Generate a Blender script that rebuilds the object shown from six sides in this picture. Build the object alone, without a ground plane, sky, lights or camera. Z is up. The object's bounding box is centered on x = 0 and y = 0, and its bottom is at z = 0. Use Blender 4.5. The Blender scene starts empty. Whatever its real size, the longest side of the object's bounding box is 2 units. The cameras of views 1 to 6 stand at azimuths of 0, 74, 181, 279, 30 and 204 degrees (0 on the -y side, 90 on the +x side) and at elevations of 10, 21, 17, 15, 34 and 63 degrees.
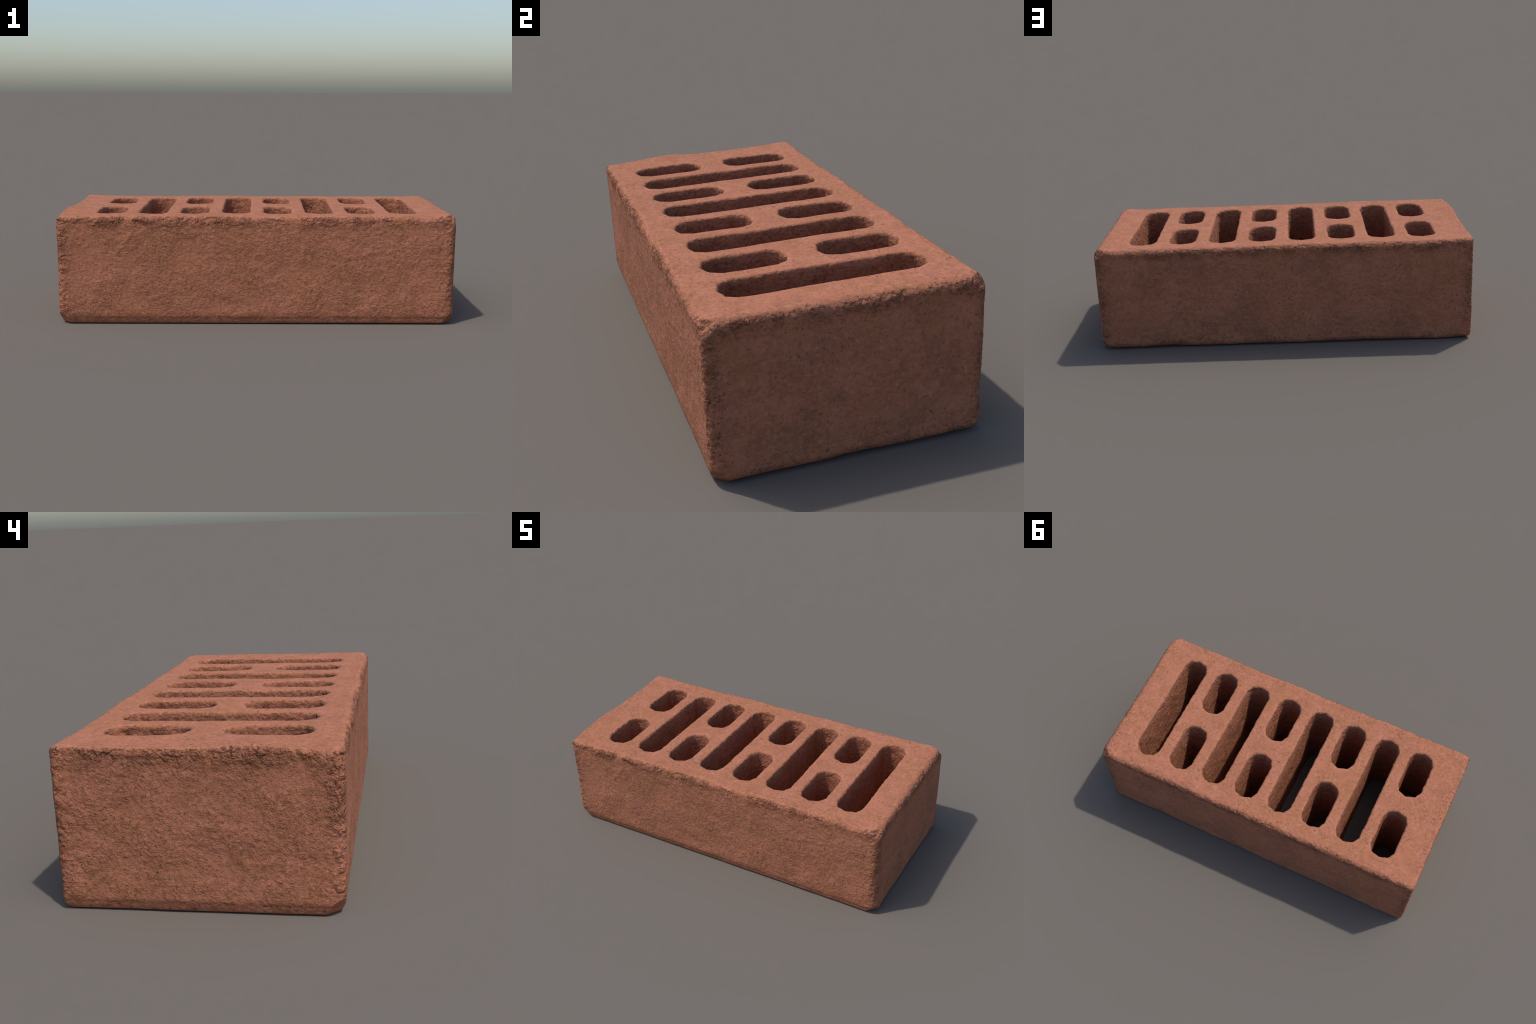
"""A fired-clay facing brick with twelve slot-shaped cores that run right through it.

The body is described as an implicit solid (six faces, one rounding or chamfer per
edge, twelve slots) that is meshed on a fine lattice and then roughened along its
normals.  The walls of the slots are split off as parts of their own; they share the
border vertices and normals of the outer shell, so no seam shows."""
import bpy
import numpy as np

# ---------------------------------------------------------------- dimensions (m)
X_NEG, X_POS = -0.995, 0.999        # end faces
Y_NEG, Y_POS = -0.466, 0.467        # long faces
TOP = 0.549                         # bed face
SLOT_FIRST, SLOT_PITCH = -0.742, 0.2143     # centre of the first slot row, row spacing
SLOT_W = 0.0705                     # half width of a slot
SLOT_CAP = 0.057                    # depth of the faceted end of a slot
SLOT_OUT, SLOT_IN = 0.356, 0.056    # |y| of the outer and the inner slot ends
SLOT_LEAN_X = (0.002, -0.007, 0.002, -0.004)   # sideways lean of the long cores, from the right end on
SLOT_SHIFT, SLOT_LEAN = 0.002, 0.010  # the cores sit a little off centre and are not quite upright
RIM = 0.012                         # rounding of the slot rims
CELL = 0.004                        # lattice spacing
F = np.float32


# ---------------------------------------------------------------- noise
def _hash(ix, iy, iz, seed):
    h = (ix * np.uint32(374761393) + iy * np.uint32(668265263) + iz * np.uint32(2246822519) + np.uint32(seed * 3266489917 % 2**32)).astype(np.uint32)
    h = (h ^ (h >> np.uint32(15))) * np.uint32(2246822519)
    h = (h ^ (h >> np.uint32(13))) * np.uint32(3266489917)
    return h ^ (h >> np.uint32(16))


def noise3(p, scale, seed):
    """Smooth gradient noise, about -1..1; p is (n, 3), scale in cycles per metre (scalar or 3)."""
    q = p * np.asarray(scale, dtype=F) + F(100.0)
    i = np.floor(q).astype(np.int64)
    f = (q - i).astype(F)
    i = i.astype(np.uint32)
    u = f * f * f * (f * (f * 6 - 15) + 10)
    out = np.zeros(len(p), F)
    for dx in (0, 1):
        wx = u[:, 0] if dx else 1 - u[:, 0]
        for dy in (0, 1):
            wy = u[:, 1] if dy else 1 - u[:, 1]
            for dz in (0, 1):
                wz = u[:, 2] if dz else 1 - u[:, 2]
                h = _hash(i[:, 0] + np.uint32(dx), i[:, 1] + np.uint32(dy), i[:, 2] + np.uint32(dz), seed)
                g = ((h & np.uint32(1023)).astype(F) / 511.5 - 1) * (f[:, 0] - dx)
                g += (((h >> np.uint32(10)) & np.uint32(1023)).astype(F) / 511.5 - 1) * (f[:, 1] - dy)
                g += (((h >> np.uint32(20)) & np.uint32(1023)).astype(F) / 511.5 - 1) * (f[:, 2] - dz)
                out += wx * wy * wz * g
    return out * F(1.5)


def fbm(p, scale, seed, octaves=3, gain=0.5):
    total, amp = np.zeros(len(p), F), 1.0
    scale = np.asarray(scale, dtype=F)
    for k in range(octaves):
        total += F(amp) * noise3(p, scale, seed + 17 * k)
        amp, scale = amp * gain, scale * F(2.03)
    return total


def along(t, scale, seed):
    """1D noise along an edge."""
    t = np.asarray(t, F).ravel()
    p = np.stack([t, np.full_like(t, 0.37), np.full_like(t, 0.71)], 1)
    return noise3(p, scale, seed) + 0.5 * noise3(p, scale * 2.7, seed + 5)


def smooth(a, b, t):
    t = np.clip((t - a) / (b - a), 0, 1)
    return t * t * (3 - 2 * t)


# ---------------------------------------------------------------- implicit solid
def round_both(a, b, r):
    """Intersection of two half spaces with the edge rounded to radius r."""
    return np.minimum(np.maximum(a, b), -r) + np.hypot(np.maximum(a + r, 0), np.maximum(b + r, 0))


def slot_list():
    slots = []
    for k in range(8):
        x = SLOT_FIRST + k * SLOT_PITCH
        if k % 2:
            slots.append((x, SLOT_SHIFT - SLOT_OUT, SLOT_SHIFT + SLOT_OUT, 0.0, SLOT_LEAN_X[3 - k // 2]))
        else:
            slots.append((x, SLOT_SHIFT + SLOT_IN, SLOT_SHIFT + SLOT_OUT, SLOT_LEAN, 0.0))
            slots.append((x, SLOT_SHIFT - SLOT_OUT, SLOT_SHIFT - SLOT_IN, SLOT_LEAN, 0.0))
    return slots


def slot_distance(x, y, z, slot):
    """Distance to a slot outline: straight flanks, each end a fan of four facets."""
    cx, y0, y1, lean, lean_x = slot
    ax = np.abs(x - cx - lean_x * (1 - z / TOP))
    y = y - lean * (1 - z / TOP)
    ay = np.abs(y - (y0 + y1) / 2) - ((y1 - y0) / 2 - SLOT_CAP)
    d = ax - SLOT_W
    ring = [(SLOT_W * np.cos(t), SLOT_CAP * np.sin(t)) for t in (0, np.pi / 4, np.pi / 2)]
    for (px, py), (qx, qy) in zip(ring, ring[1:]):
        nx, ny = qy - py, px - qx
        n = np.hypot(nx, ny)
        d = np.maximum(d, (ax - px) * nx / n + (ay - py) * ny / n)
    return d


SLOTS = slot_list()


def build_lattice():
    xs = np.arange(X_NEG - 0.0243, X_POS + 0.025, CELL, dtype=F)
    ys = np.arange(Y_NEG - 0.0207, Y_POS + 0.022, CELL, dtype=F)
    zs = np.arange(-0.0117, TOP + 0.032, CELL, dtype=F)
    x, y, z = xs[:, None, None], ys[None, :, None], zs[None, None, :]

    # the bed face is not quite flat: one swelling near the end, slow unevenness
    gx, gy = np.meshgrid(xs, ys, indexing="ij")
    flat = np.stack([gx.ravel(), gy.ravel(), np.zeros(gx.size, F)], 1)
    top = TOP + 0.0030 * fbm(flat, 3.3, 11, 3).reshape(gx.shape)
    near_end = smooth(-0.86, -0.95, gx)
    top += near_end * (0.0115 * np.exp(-((gy + 0.165) / 0.095) ** 2) + 0.006 * np.exp(-((gy - 0.462) / 0.10) ** 2) - 0.002)
    top += 0.004 * np.exp(-((gx + 0.47) / 0.10) ** 2) * smooth(-0.38, -0.45, gy)
    top += 0.004 * smooth(0.84, 0.95, gx)
    top = top.astype(F)[:, :, None]

    # the left end is a little out of square, the faces are slightly wavy
    lean = 0.0035 * smooth(-0.30, 0.46, ys) + 0.002 * along(ys, 2.6, 3)
    lip = 0.004 * smooth(0.42, 0.52, z) * np.exp(-((y - 0.36) / 0.05) ** 2)
    a_xn = (X_NEG + lean.astype(F)[None, :, None] + F(0.0015) * (1 - z / F(TOP)) - lip) - x
    a_xp = x - (X_POS + 0.001 * along(ys, 2.1, 4)[None, :, None])
    a_yn = Y_NEG + 0.001 * along(xs, 2.0, 5)[:, None, None] - y
    a_yp = y - Y_POS + 0.001 * along(xs, 2.0, 6)[:, None, None]
    a_zp = z - top
    a_zn = -z

    def wavy(r, coord, seed, axis, amount=0.4, scale=5.0):
        v = r * np.clip(1 + amount * along(coord, scale, seed), 0.35, 1.9)
        shape = [1, 1, 1]
        shape[axis] = -1
        return v.astype(F).reshape(shape)

    f = np.full((len(xs), len(ys), len(zs)), -1.0, F)
    top_neg = 0.012 + 0.022 * smooth(-0.33, -0.44, ys)
    for a, b, r in (
        (a_xp, a_zp, wavy(0.033, ys, 21, 1, 0.25)),
        (a_xn, a_zp, wavy(0.010, ys, 22, 1, 0.5) + (top_neg - 0.012).astype(F)[None, :, None]),
        (a_yn, a_zp, wavy(0.028, xs, 23, 0, 0.35)),
        (a_yp, a_zp, wavy(0.031, xs, 24, 0, 0.4)),
        (a_xp, a_zn, wavy(0.040, ys, 25, 1, 0.3)),
        (a_yp, a_zn, wavy(0.032, xs, 26, 0, 0.5)),
        (a_xp, a_yn, wavy(0.033, zs, 27, 2, 0.2)),
        (a_xp, a_yp, wavy(0.046, zs, 28, 2, 0.25)),
        (a_xn, a_yn, wavy(0.036, zs, 29, 2, 0.3)),
        (a_xn, a_yp, wavy(0.020, zs, 30, 2, 0.4)),
    ):
        np.maximum(f, round_both(a, b, r), out=f)
    # arrises cut flat along the foot of the front and of the left end
    cut_y = F(0.016) + 0.002 * along(xs, 3.0, 31)[:, None, None] - 0.004 * smooth(0.2, 0.9, xs)[:, None, None]
    cut_x = F(0.014) + 0.0015 * along(ys, 3.0, 32)[None, :, None]
    soft = F(0.011) + F(0.006) * smooth(0.0, 0.6, xs)[:, None, None]
    for cut, k in (((a_yn + a_zn * F(0.40) + cut_y) * F(0.928), soft), ((a_xn + a_zn * F(0.40) + cut_x) * F(0.928), F(0.008))):
        blend = np.maximum(k - np.abs(f - cut), 0)
        f = np.maximum(f, cut) + blend * blend / (4 * k)
    f = f.astype(F)
    # broken corners
    third = F(3 ** -0.5)
    np.maximum(f, (a_xn + a_yn + a_zn + F(0.080)) * third, out=f)
    np.maximum(f, (a_xp + a_yp + a_zp + F(0.074)) * third, out=f)
    np.maximum(f, (a_xp + a_yn + a_zn + F(0.076)) * third, out=f)
    np.maximum(f, (a_xp + a_yn + a_zp + F(0.062)) * third, out=f)
    np.maximum(f, (a_xp + a_yp + a_zn + F(0.070)) * third, out=f)

    # the cores
    wob = (0.0016 * fbm(flat, 14.0, 41, 2)).reshape(gx.shape).astype(F)
    for slot in SLOTS:
        i0, i1 = np.searchsorted(xs, (slot[0] - SLOT_W - 0.05, slot[0] + SLOT_W + 0.05))
        j0, j1 = np.searchsorted(ys, (slot[1] - 0.05, slot[2] + 0.05))
        hole = -(slot_distance(x[i0:i1], y[:, j0:j1], z, slot) + wob[i0:i1, j0:j1, None]).astype(F)
        f[i0:i1, j0:j1] = round_both(f[i0:i1, j0:j1], hole, F(RIM))
    return f, xs, ys, zs


def surface_nets(f, xs, ys, zs):
    """One vertex per lattice cell that the surface crosses, one quad per crossed lattice edge."""
    inside = f < 0
    corner = [(i, j, k) for i in (0, 1) for j in (0, 1) for k in (0, 1)]
    n = np.array(f.shape) - 1

    def at(arr, c):
        return arr[c[0]:c[0] + n[0], c[1]:c[1] + n[1], c[2]:c[2] + n[2]]

    count = np.zeros(n, np.uint8)
    for c in corner:
        count += at(inside, c)
    cells = np.argwhere((count > 0) & (count < 8))
    index = np.full(n, -1, np.int32)
    index[tuple(cells.T)] = np.arange(len(cells), dtype=np.int32)
    vals = {c: f[cells[:, 0] + c[0], cells[:, 1] + c[1], cells[:, 2] + c[2]] for c in corner}
    total, hits = np.zeros((len(cells), 3), F), np.zeros(len(cells), F)
    for a in corner:
        for ax in range(3):
            if a[ax]:
                continue
            b = tuple(v + (d == ax) for d, v in enumerate(a))
            va, vb = vals[a], vals[b]
            m = (va < 0) != (vb < 0)
            t = va[m] / (va[m] - vb[m])
            p = np.tile(np.array(a, F), (m.sum(), 1))
            p[:, ax] += t
            total[m] += p
            hits[m] += 1
    verts = total / hits[:, None] + cells
    verts = verts * F(CELL) + np.array([xs[0], ys[0], zs[0]], F)
    quads = []
    for ax in range(3):
        o1, o2 = [d for d in range(3) if d != ax]
        lo = [slice(1, n[d]) for d in range(3)]
        hi = [slice(1, n[d]) for d in range(3)]
        lo[ax], hi[ax] = slice(0, n[ax]), slice(1, n[ax] + 1)
        s0, s1 = inside[tuple(lo)], inside[tuple(hi)]
        e = np.argwhere(s0 != s1)
        flip = s1[tuple(e.T)]
        base = e + 1
        base[:, ax] -= 1
        ring = []
        for d1, d2 in ((1, 1), (0, 1), (0, 0), (1, 0)):
            c = base.copy()
            c[:, o1] -= d1
            c[:, o2] -= d2
            ring.append(index[tuple(c.T)])
        q = np.stack(ring, 1)
        if ax == 1:
            flip = ~flip
        q[flip] = q[flip][:, ::-1]
        quads.append(q)
    return verts, np.concatenate(quads)


def vertex_normals(v, q):
    d = np.cross(v[q[:, 2]] - v[q[:, 0]], v[q[:, 3]] - v[q[:, 1]])
    out = np.zeros_like(v)
    for k in range(3):
        for c in range(4):
            out[:, k] += np.bincount(q[:, c], weights=d[:, k], minlength=len(v))
    return (out / np.maximum(np.linalg.norm(out, axis=1), 1e-12)[:, None]).astype(F)


def edge_distance(v):
    """How far a point of the outer skin is from the nearest arris."""
    d = np.stack([np.minimum(v[:, 0] - X_NEG, X_POS - v[:, 0]), np.minimum(v[:, 1] - Y_NEG, Y_POS - v[:, 1]), np.minimum(v[:, 2], TOP - v[:, 2])], 1)
    return np.sort(np.maximum(d, 0), axis=1)[:, 1]


def roughen(v, q):
    """Sandy relief: strong and crumbly along the arrises, moderate on the sides, slight on the bed."""
    n = vertex_normals(v, q)
    edge = edge_distance(v)
    crumble = np.exp(-(edge / 0.030) ** 2)
    bed = smooth(0.6, 0.95, np.abs(n[:, 2]))
    side = 1 - 0.75 * bed
    patch = 0.55 + 0.45 * np.clip(1.6 * noise3(v, 5.0, 61) + 0.5, 0, 1.6)
    slow = fbm(v, 6.0, 51, 2)
    mid = fbm(v, (26, 26, 34), 52, 3, 0.6)
    fine = fbm(v, (70, 70, 92), 53, 2, 0.6)
    pits = np.minimum(fbm(v, 45.0, 54, 2) + 0.30, 0)
    d = 0.0010 * slow * side
    d += 0.0003 * mid * side * patch
    d += 0.0006 * fine * side * patch
    crumble *= 0.3 + 0.7 * smooth(0.04, 0.10, v[:, 2])
    d += crumble * (0.0012 * fine + 0.0008 * mid + 0.0035 * pits) * (1 - 0.45 * bed)
    inner = np.zeros(len(v), F)
    for slot in SLOTS:
        near = np.abs(v[:, 0] - slot[0]) < SLOT_W + 0.02
        inner[near] = np.maximum(inner[near], smooth(0.008, 0.002, slot_distance(v[near, 0], v[near, 1], v[near, 2], slot)))
    d += inner * (0.0016 * mid + 0.0012 * fine + 0.0022 * pits)
    d *= smooth(0.0, 0.02, v[:, 2] + 0.012)
    return (v + n * d[:, None]).astype(F)


def soften_slot_ends(v, n):
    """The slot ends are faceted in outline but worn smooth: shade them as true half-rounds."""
    n = n.copy()
    for cx, y0, y1, lean, lean_x in SLOTS:
        half = (y1 - y0) / 2 - SLOT_CAP
        px, py = v[:, 0] - cx - lean_x * (1 - v[:, 2] / TOP), v[:, 1] - (y0 + y1) / 2 - lean * (1 - v[:, 2] / TOP)
        ax, ay = np.abs(px), np.abs(py) - half
        m = (ax < SLOT_W + 0.012) & (ay > -0.02) & (ay < SLOT_CAP + 0.012) & (np.abs(n[:, 2]) < 0.9)
        ax, ay = ax[m], np.maximum(ay[m], 0)
        ring = [(SLOT_W * np.cos(t), SLOT_CAP * np.sin(t)) for t in (0, np.pi / 4, np.pi / 2)]
        facet = np.stack([np.ones_like(ax), np.zeros_like(ax)], 1)
        best = ax - SLOT_W
        for (qx, qy), (rx, ry) in zip(ring, ring[1:]):
            e = np.array([ry - qy, qx - rx]) / np.hypot(ry - qy, qx - rx)
            d = (ax - qx) * e[0] + (ay - qy) * e[1]
            facet[d > best] = e
            best = np.maximum(best, d)
        true = np.stack([ax / SLOT_W ** 2, ay / SLOT_CAP ** 2], 1)
        true /= np.maximum(np.linalg.norm(true, axis=1), 1e-9)[:, None]
        delta = (facet - true) * np.stack([np.sign(px[m]), np.sign(py[m])], 1)
        n[m, :2] += (delta * np.sqrt(np.maximum(1 - n[m, 2] ** 2, 0))[:, None]).astype(F)
    return n / np.linalg.norm(n, axis=1)[:, None]


# ---------------------------------------------------------------- material
def brick_material(name, rough_bed, outer):
    mat = bpy.data.materials.new(name)
    mat.use_nodes = True
    nt = mat.node_tree
    nt.nodes.clear()
    N, L = nt.nodes.new, nt.links.new

    def node(kind, **inputs):
        n = N(kind)
        for k, v in inputs.items():
            key = k.replace("_", " ")
            if hasattr(v, "is_output"):
                L(v, n.inputs[key])
            else:
                n.inputs[key].default_value = v
        return n

    def math(op, a, b=None, clamp=False):
        n = N("ShaderNodeMath")
        n.operation, n.use_clamp = op, clamp
        for s, v in zip(n.inputs, (a, b)):
            if v is None:
                continue
            if hasattr(v, "is_output"):
                L(v, s)
            else:
                s.default_value = v
        return n.outputs[0]

    def ramp(value, lo, hi, out_lo=0.0, out_hi=1.0):
        n = N("ShaderNodeMapRange")
        n.interpolation_type = "SMOOTHSTEP"
        L(value, n.inputs["Value"])
        for k, v in zip(("From Min", "From Max", "To Min", "To Max"), (lo, hi, out_lo, out_hi)):
            if hasattr(v, "is_output"):
                L(v, n.inputs[k])
            else:
                n.inputs[k].default_value = v
        return n.outputs[0]

    def noise(scale, detail=3.0, rough=0.55, stretch=(1, 1, 1), shift=0.0):
        m = node("ShaderNodeMapping", Vector=coord)
        m.inputs["Scale"].default_value = stretch
        m.inputs["Location"].default_value = (shift, shift * 0.7, shift * 1.3)
        return node("ShaderNodeTexNoise", Vector=m.outputs[0], Scale=scale, Detail=detail, Roughness=rough).outputs["Fac"]

    def mix(fac, a, b):
        n = N("ShaderNodeMix")
        n.data_type = "RGBA"
        for s, v in zip((n.inputs[0], n.inputs[6], n.inputs[7]), (fac, a, b)):
            if hasattr(v, "is_output"):
                L(v, s)
            else:
                s.default_value = v
        return n.outputs[2]

    coord = N("ShaderNodeTexCoord").outputs["Object"]
    sep = node("ShaderNodeSeparateXYZ", Vector=coord)
    dx = math("SUBTRACT", 0.995, math("ABSOLUTE", sep.outputs[0]))
    dy = math("SUBTRACT", 0.467, math("ABSOLUTE", sep.outputs[1]))
    dz = math("MINIMUM", sep.outputs[2], math("SUBTRACT", TOP, sep.outputs[2]))
    lo = math("MINIMUM", dx, math("MINIMUM", dy, dz))
    hi = math("MAXIMUM", dx, math("MAXIMUM", dy, dz))
    edge = math("SUBTRACT", math("ADD", dx, math("ADD", dy, dz)), math("ADD", lo, hi))
    arris = ramp(edge, 0.075, 0.012)
    up = node("ShaderNodeSeparateXYZ", Vector=N("ShaderNodeNewGeometry").outputs["Normal"]).outputs[2]
    bed = ramp(math("ABSOLUTE", up), 0.6, 0.97)

    # the right end and the back are smoother, with stronger dark smears
    sleek = ramp(math("MAXIMUM", math("SUBTRACT", sep.outputs[0], 0.98), math("SUBTRACT", sep.outputs[1], 0.448)), 0.0, 0.012) if outer else 0.0

    # colour: terracotta, clouded pink and ochre-brown, dusted with pale and dark grains
    clay, pink, ochre = (0.366, 0.140, 0.072, 1), (0.405, 0.153, 0.091, 1), (0.320, 0.129, 0.064, 1)
    dark_smear = (0.235, 0.096, 0.057, 1)
    col = mix(ramp(noise(6.0, 4, 0.6), 0.40, 0.62), clay, pink)
    col = mix(ramp(noise(8.5, 5, 0.62, shift=3.1), 0.47, 0.64, 0.0, 0.6), col, ochre)
    col = mix(ramp(noise(4.6, 6, 0.62, (1, 1, 1.4), 14.0), 0.47, 0.62, 0.0, math("ADD", 0.15, math("MULTIPLY", sleek, 0.42))), col, dark_smear)
    col = mix(ramp(noise(13, 5, 0.65, (1, 1, 1.3), 17.0), 0.54, 0.68, 0.0, 0.45), col, (0.455, 0.185, 0.117, 1))
    col = mix(ramp(noise(34, 4, 0.6, (0.6, 0.6, 1.2), 5.7), 0.38, 0.70, 0.0, 0.55), col, (0.43, 0.172, 0.098, 1))
    col = mix(ramp(noise(62, 4, 0.65, shift=8.2), 0.48, 0.70, 0.0, 0.6), col, (0.215, 0.085, 0.046, 1))
    col = mix(ramp(noise(80, 3, 0.6, shift=1.9), 0.575, 0.69, 0.0, math("ADD", ramp(noise(9, 3, 0.6, shift=21.0), 0.40, 0.60, 0.25, 0.85), math("MULTIPLY", arris, 0.25))), col, (0.125, 0.062, 0.044, 1))
    col = mix(ramp(noise(58, 3, 0.6, shift=11.4), 0.54, 0.70, 0.0, 0.5), col, (0.50, 0.220, 0.133, 1))

    # relief finer than the mesh
    broad = noise(86, 4, 0.62, (1, 1, 1.1), 2.2)
    grit = noise(170, 3, 0.6, shift=4.4)
    streak = noise(48, 3, 0.6, (0.45, 0.45, 1.6), 7.0)
    pit = ramp(noise(72, 3, 0.62, (0.8, 0.8, 1.2), 6.6), 0.355, 0.43)
    where = ramp(noise(7, 3, 0.6, shift=9.3), 0.38, 0.64, 0.55, 1.25)
    torn = math("MULTIPLY", math("MULTIPLY", arris, ramp(sep.outputs[2], 0.035, 0.10, 0.15, 1.0)), ramp(noise(14, 3, 0.6, shift=12.1), 0.40, 0.58, 0.15, 1.0))
    height = math("ADD", math("MULTIPLY", broad, 0.62), math("MULTIPLY", grit, 0.46))
    height = math("ADD", height, math("MULTIPLY", streak, math("MULTIPLY", ramp(noise(5, 2, shift=15.0), 0.54, 0.64), 0.6)))
    height = math("ADD", height, math("MULTIPLY", pit, math("ADD", 0.44, math("MULTIPLY", torn, 0.42))))
    height = math("ADD", height, math("MULTIPLY", ramp(noise(38, 4, 0.62, (1, 1, 1.3), 19.0), 0.36, 0.60), math("MULTIPLY", torn, 0.85)))
    amount = math("MULTIPLY", where, math("ADD", 1.0, math("MULTIPLY", torn, 0.5)))
    amount = math("MULTIPLY", amount, math("SUBTRACT", 1.0, math("MULTIPLY", bed, 1.0 - rough_bed)))
    if outer:
        # the foot of the front and of the left end was pressed smooth
        foot = ramp(math("MINIMUM", math("ADD", sep.outputs[0], 1.0), math("ADD", sep.outputs[1], 0.467)), 0.05, 0.03)
        foot = math("MULTIPLY", foot, ramp(sep.outputs[2], 0.042, 0.026))
        amount = math("MULTIPLY", amount, math("SUBTRACT", 1.0, math("MULTIPLY", foot, 0.45)))
        amount = math("MULTIPLY", amount, math("SUBTRACT", 1.0, math("MULTIPLY", math("MULTIPLY", sleek, math("SUBTRACT", 1.0, arris)), 0.72)))
    height = math("MULTIPLY", height, amount)
    bump = node("ShaderNodeBump", Height=height, Strength=1.0, Distance=0.0084)
    bsdf = node("ShaderNodeBsdfPrincipled", Base_Color=col, Roughness=0.92, Normal=bump.outputs[0])
    bsdf.inputs["Specular IOR Level"].default_value = 0.18
    node("ShaderNodeOutputMaterial", Surface=bsdf.outputs[0])
    return mat


# ---------------------------------------------------------------- parts
def make_part(name, verts, normals, quads, mat, parent):
    used, flat = np.unique(quads, return_inverse=True)
    me = bpy.data.meshes.new(name)
    me.vertices.add(len(used))
    me.vertices.foreach_set("co", verts[used].ravel())
    me.loops.add(quads.size)
    me.loops.foreach_set("vertex_index", flat.ravel().astype(np.int32))
    me.polygons.add(len(quads))
    me.polygons.foreach_set("loop_start", np.arange(0, quads.size, 4, dtype=np.int32))
    me.update(calc_edges=True)
    me.polygons.foreach_set("use_smooth", np.ones(len(quads), bool))
    me.materials.append(mat)
    me.normals_split_custom_set_from_vertices(normals[used].astype(float))
    ob = bpy.data.objects.new(name, me)
    bpy.context.scene.collection.objects.link(ob)
    ob.parent = parent
    return ob


def main():
    verts, quads = surface_nets(*build_lattice())
    # which faces belong to the wall of a core
    mid = verts[quads].mean(1)
    owner = np.full(len(quads), -1, np.int32)
    for k, slot in enumerate(SLOTS):
        d = slot_distance(mid[:, 0], mid[:, 1], mid[:, 2], slot)
        owner[d < 0.0045] = k
    verts = roughen(verts, quads)
    # stand on the ground
    verts[:, 2] -= verts[:, 2].min()
    normals = soften_slot_ends(verts, vertex_normals(verts, quads))

    brick = bpy.data.objects.new("perforated_brick", None)
    bpy.context.scene.collection.objects.link(brick)
    brick["label"] = "rough terracotta clay brick with rows of slot-shaped through holes"
    brick["category"] = "brick"
    clay = brick_material("fired_clay", 0.16, True)
    core = brick_material("fired_clay_core", 0.22, False)
    make_part("body", verts, normals, quads[owner < 0], clay, brick)
    for k in range(len(SLOTS)):
        make_part("slot_wall", verts, normals, quads[owner == k], core, brick)


main()
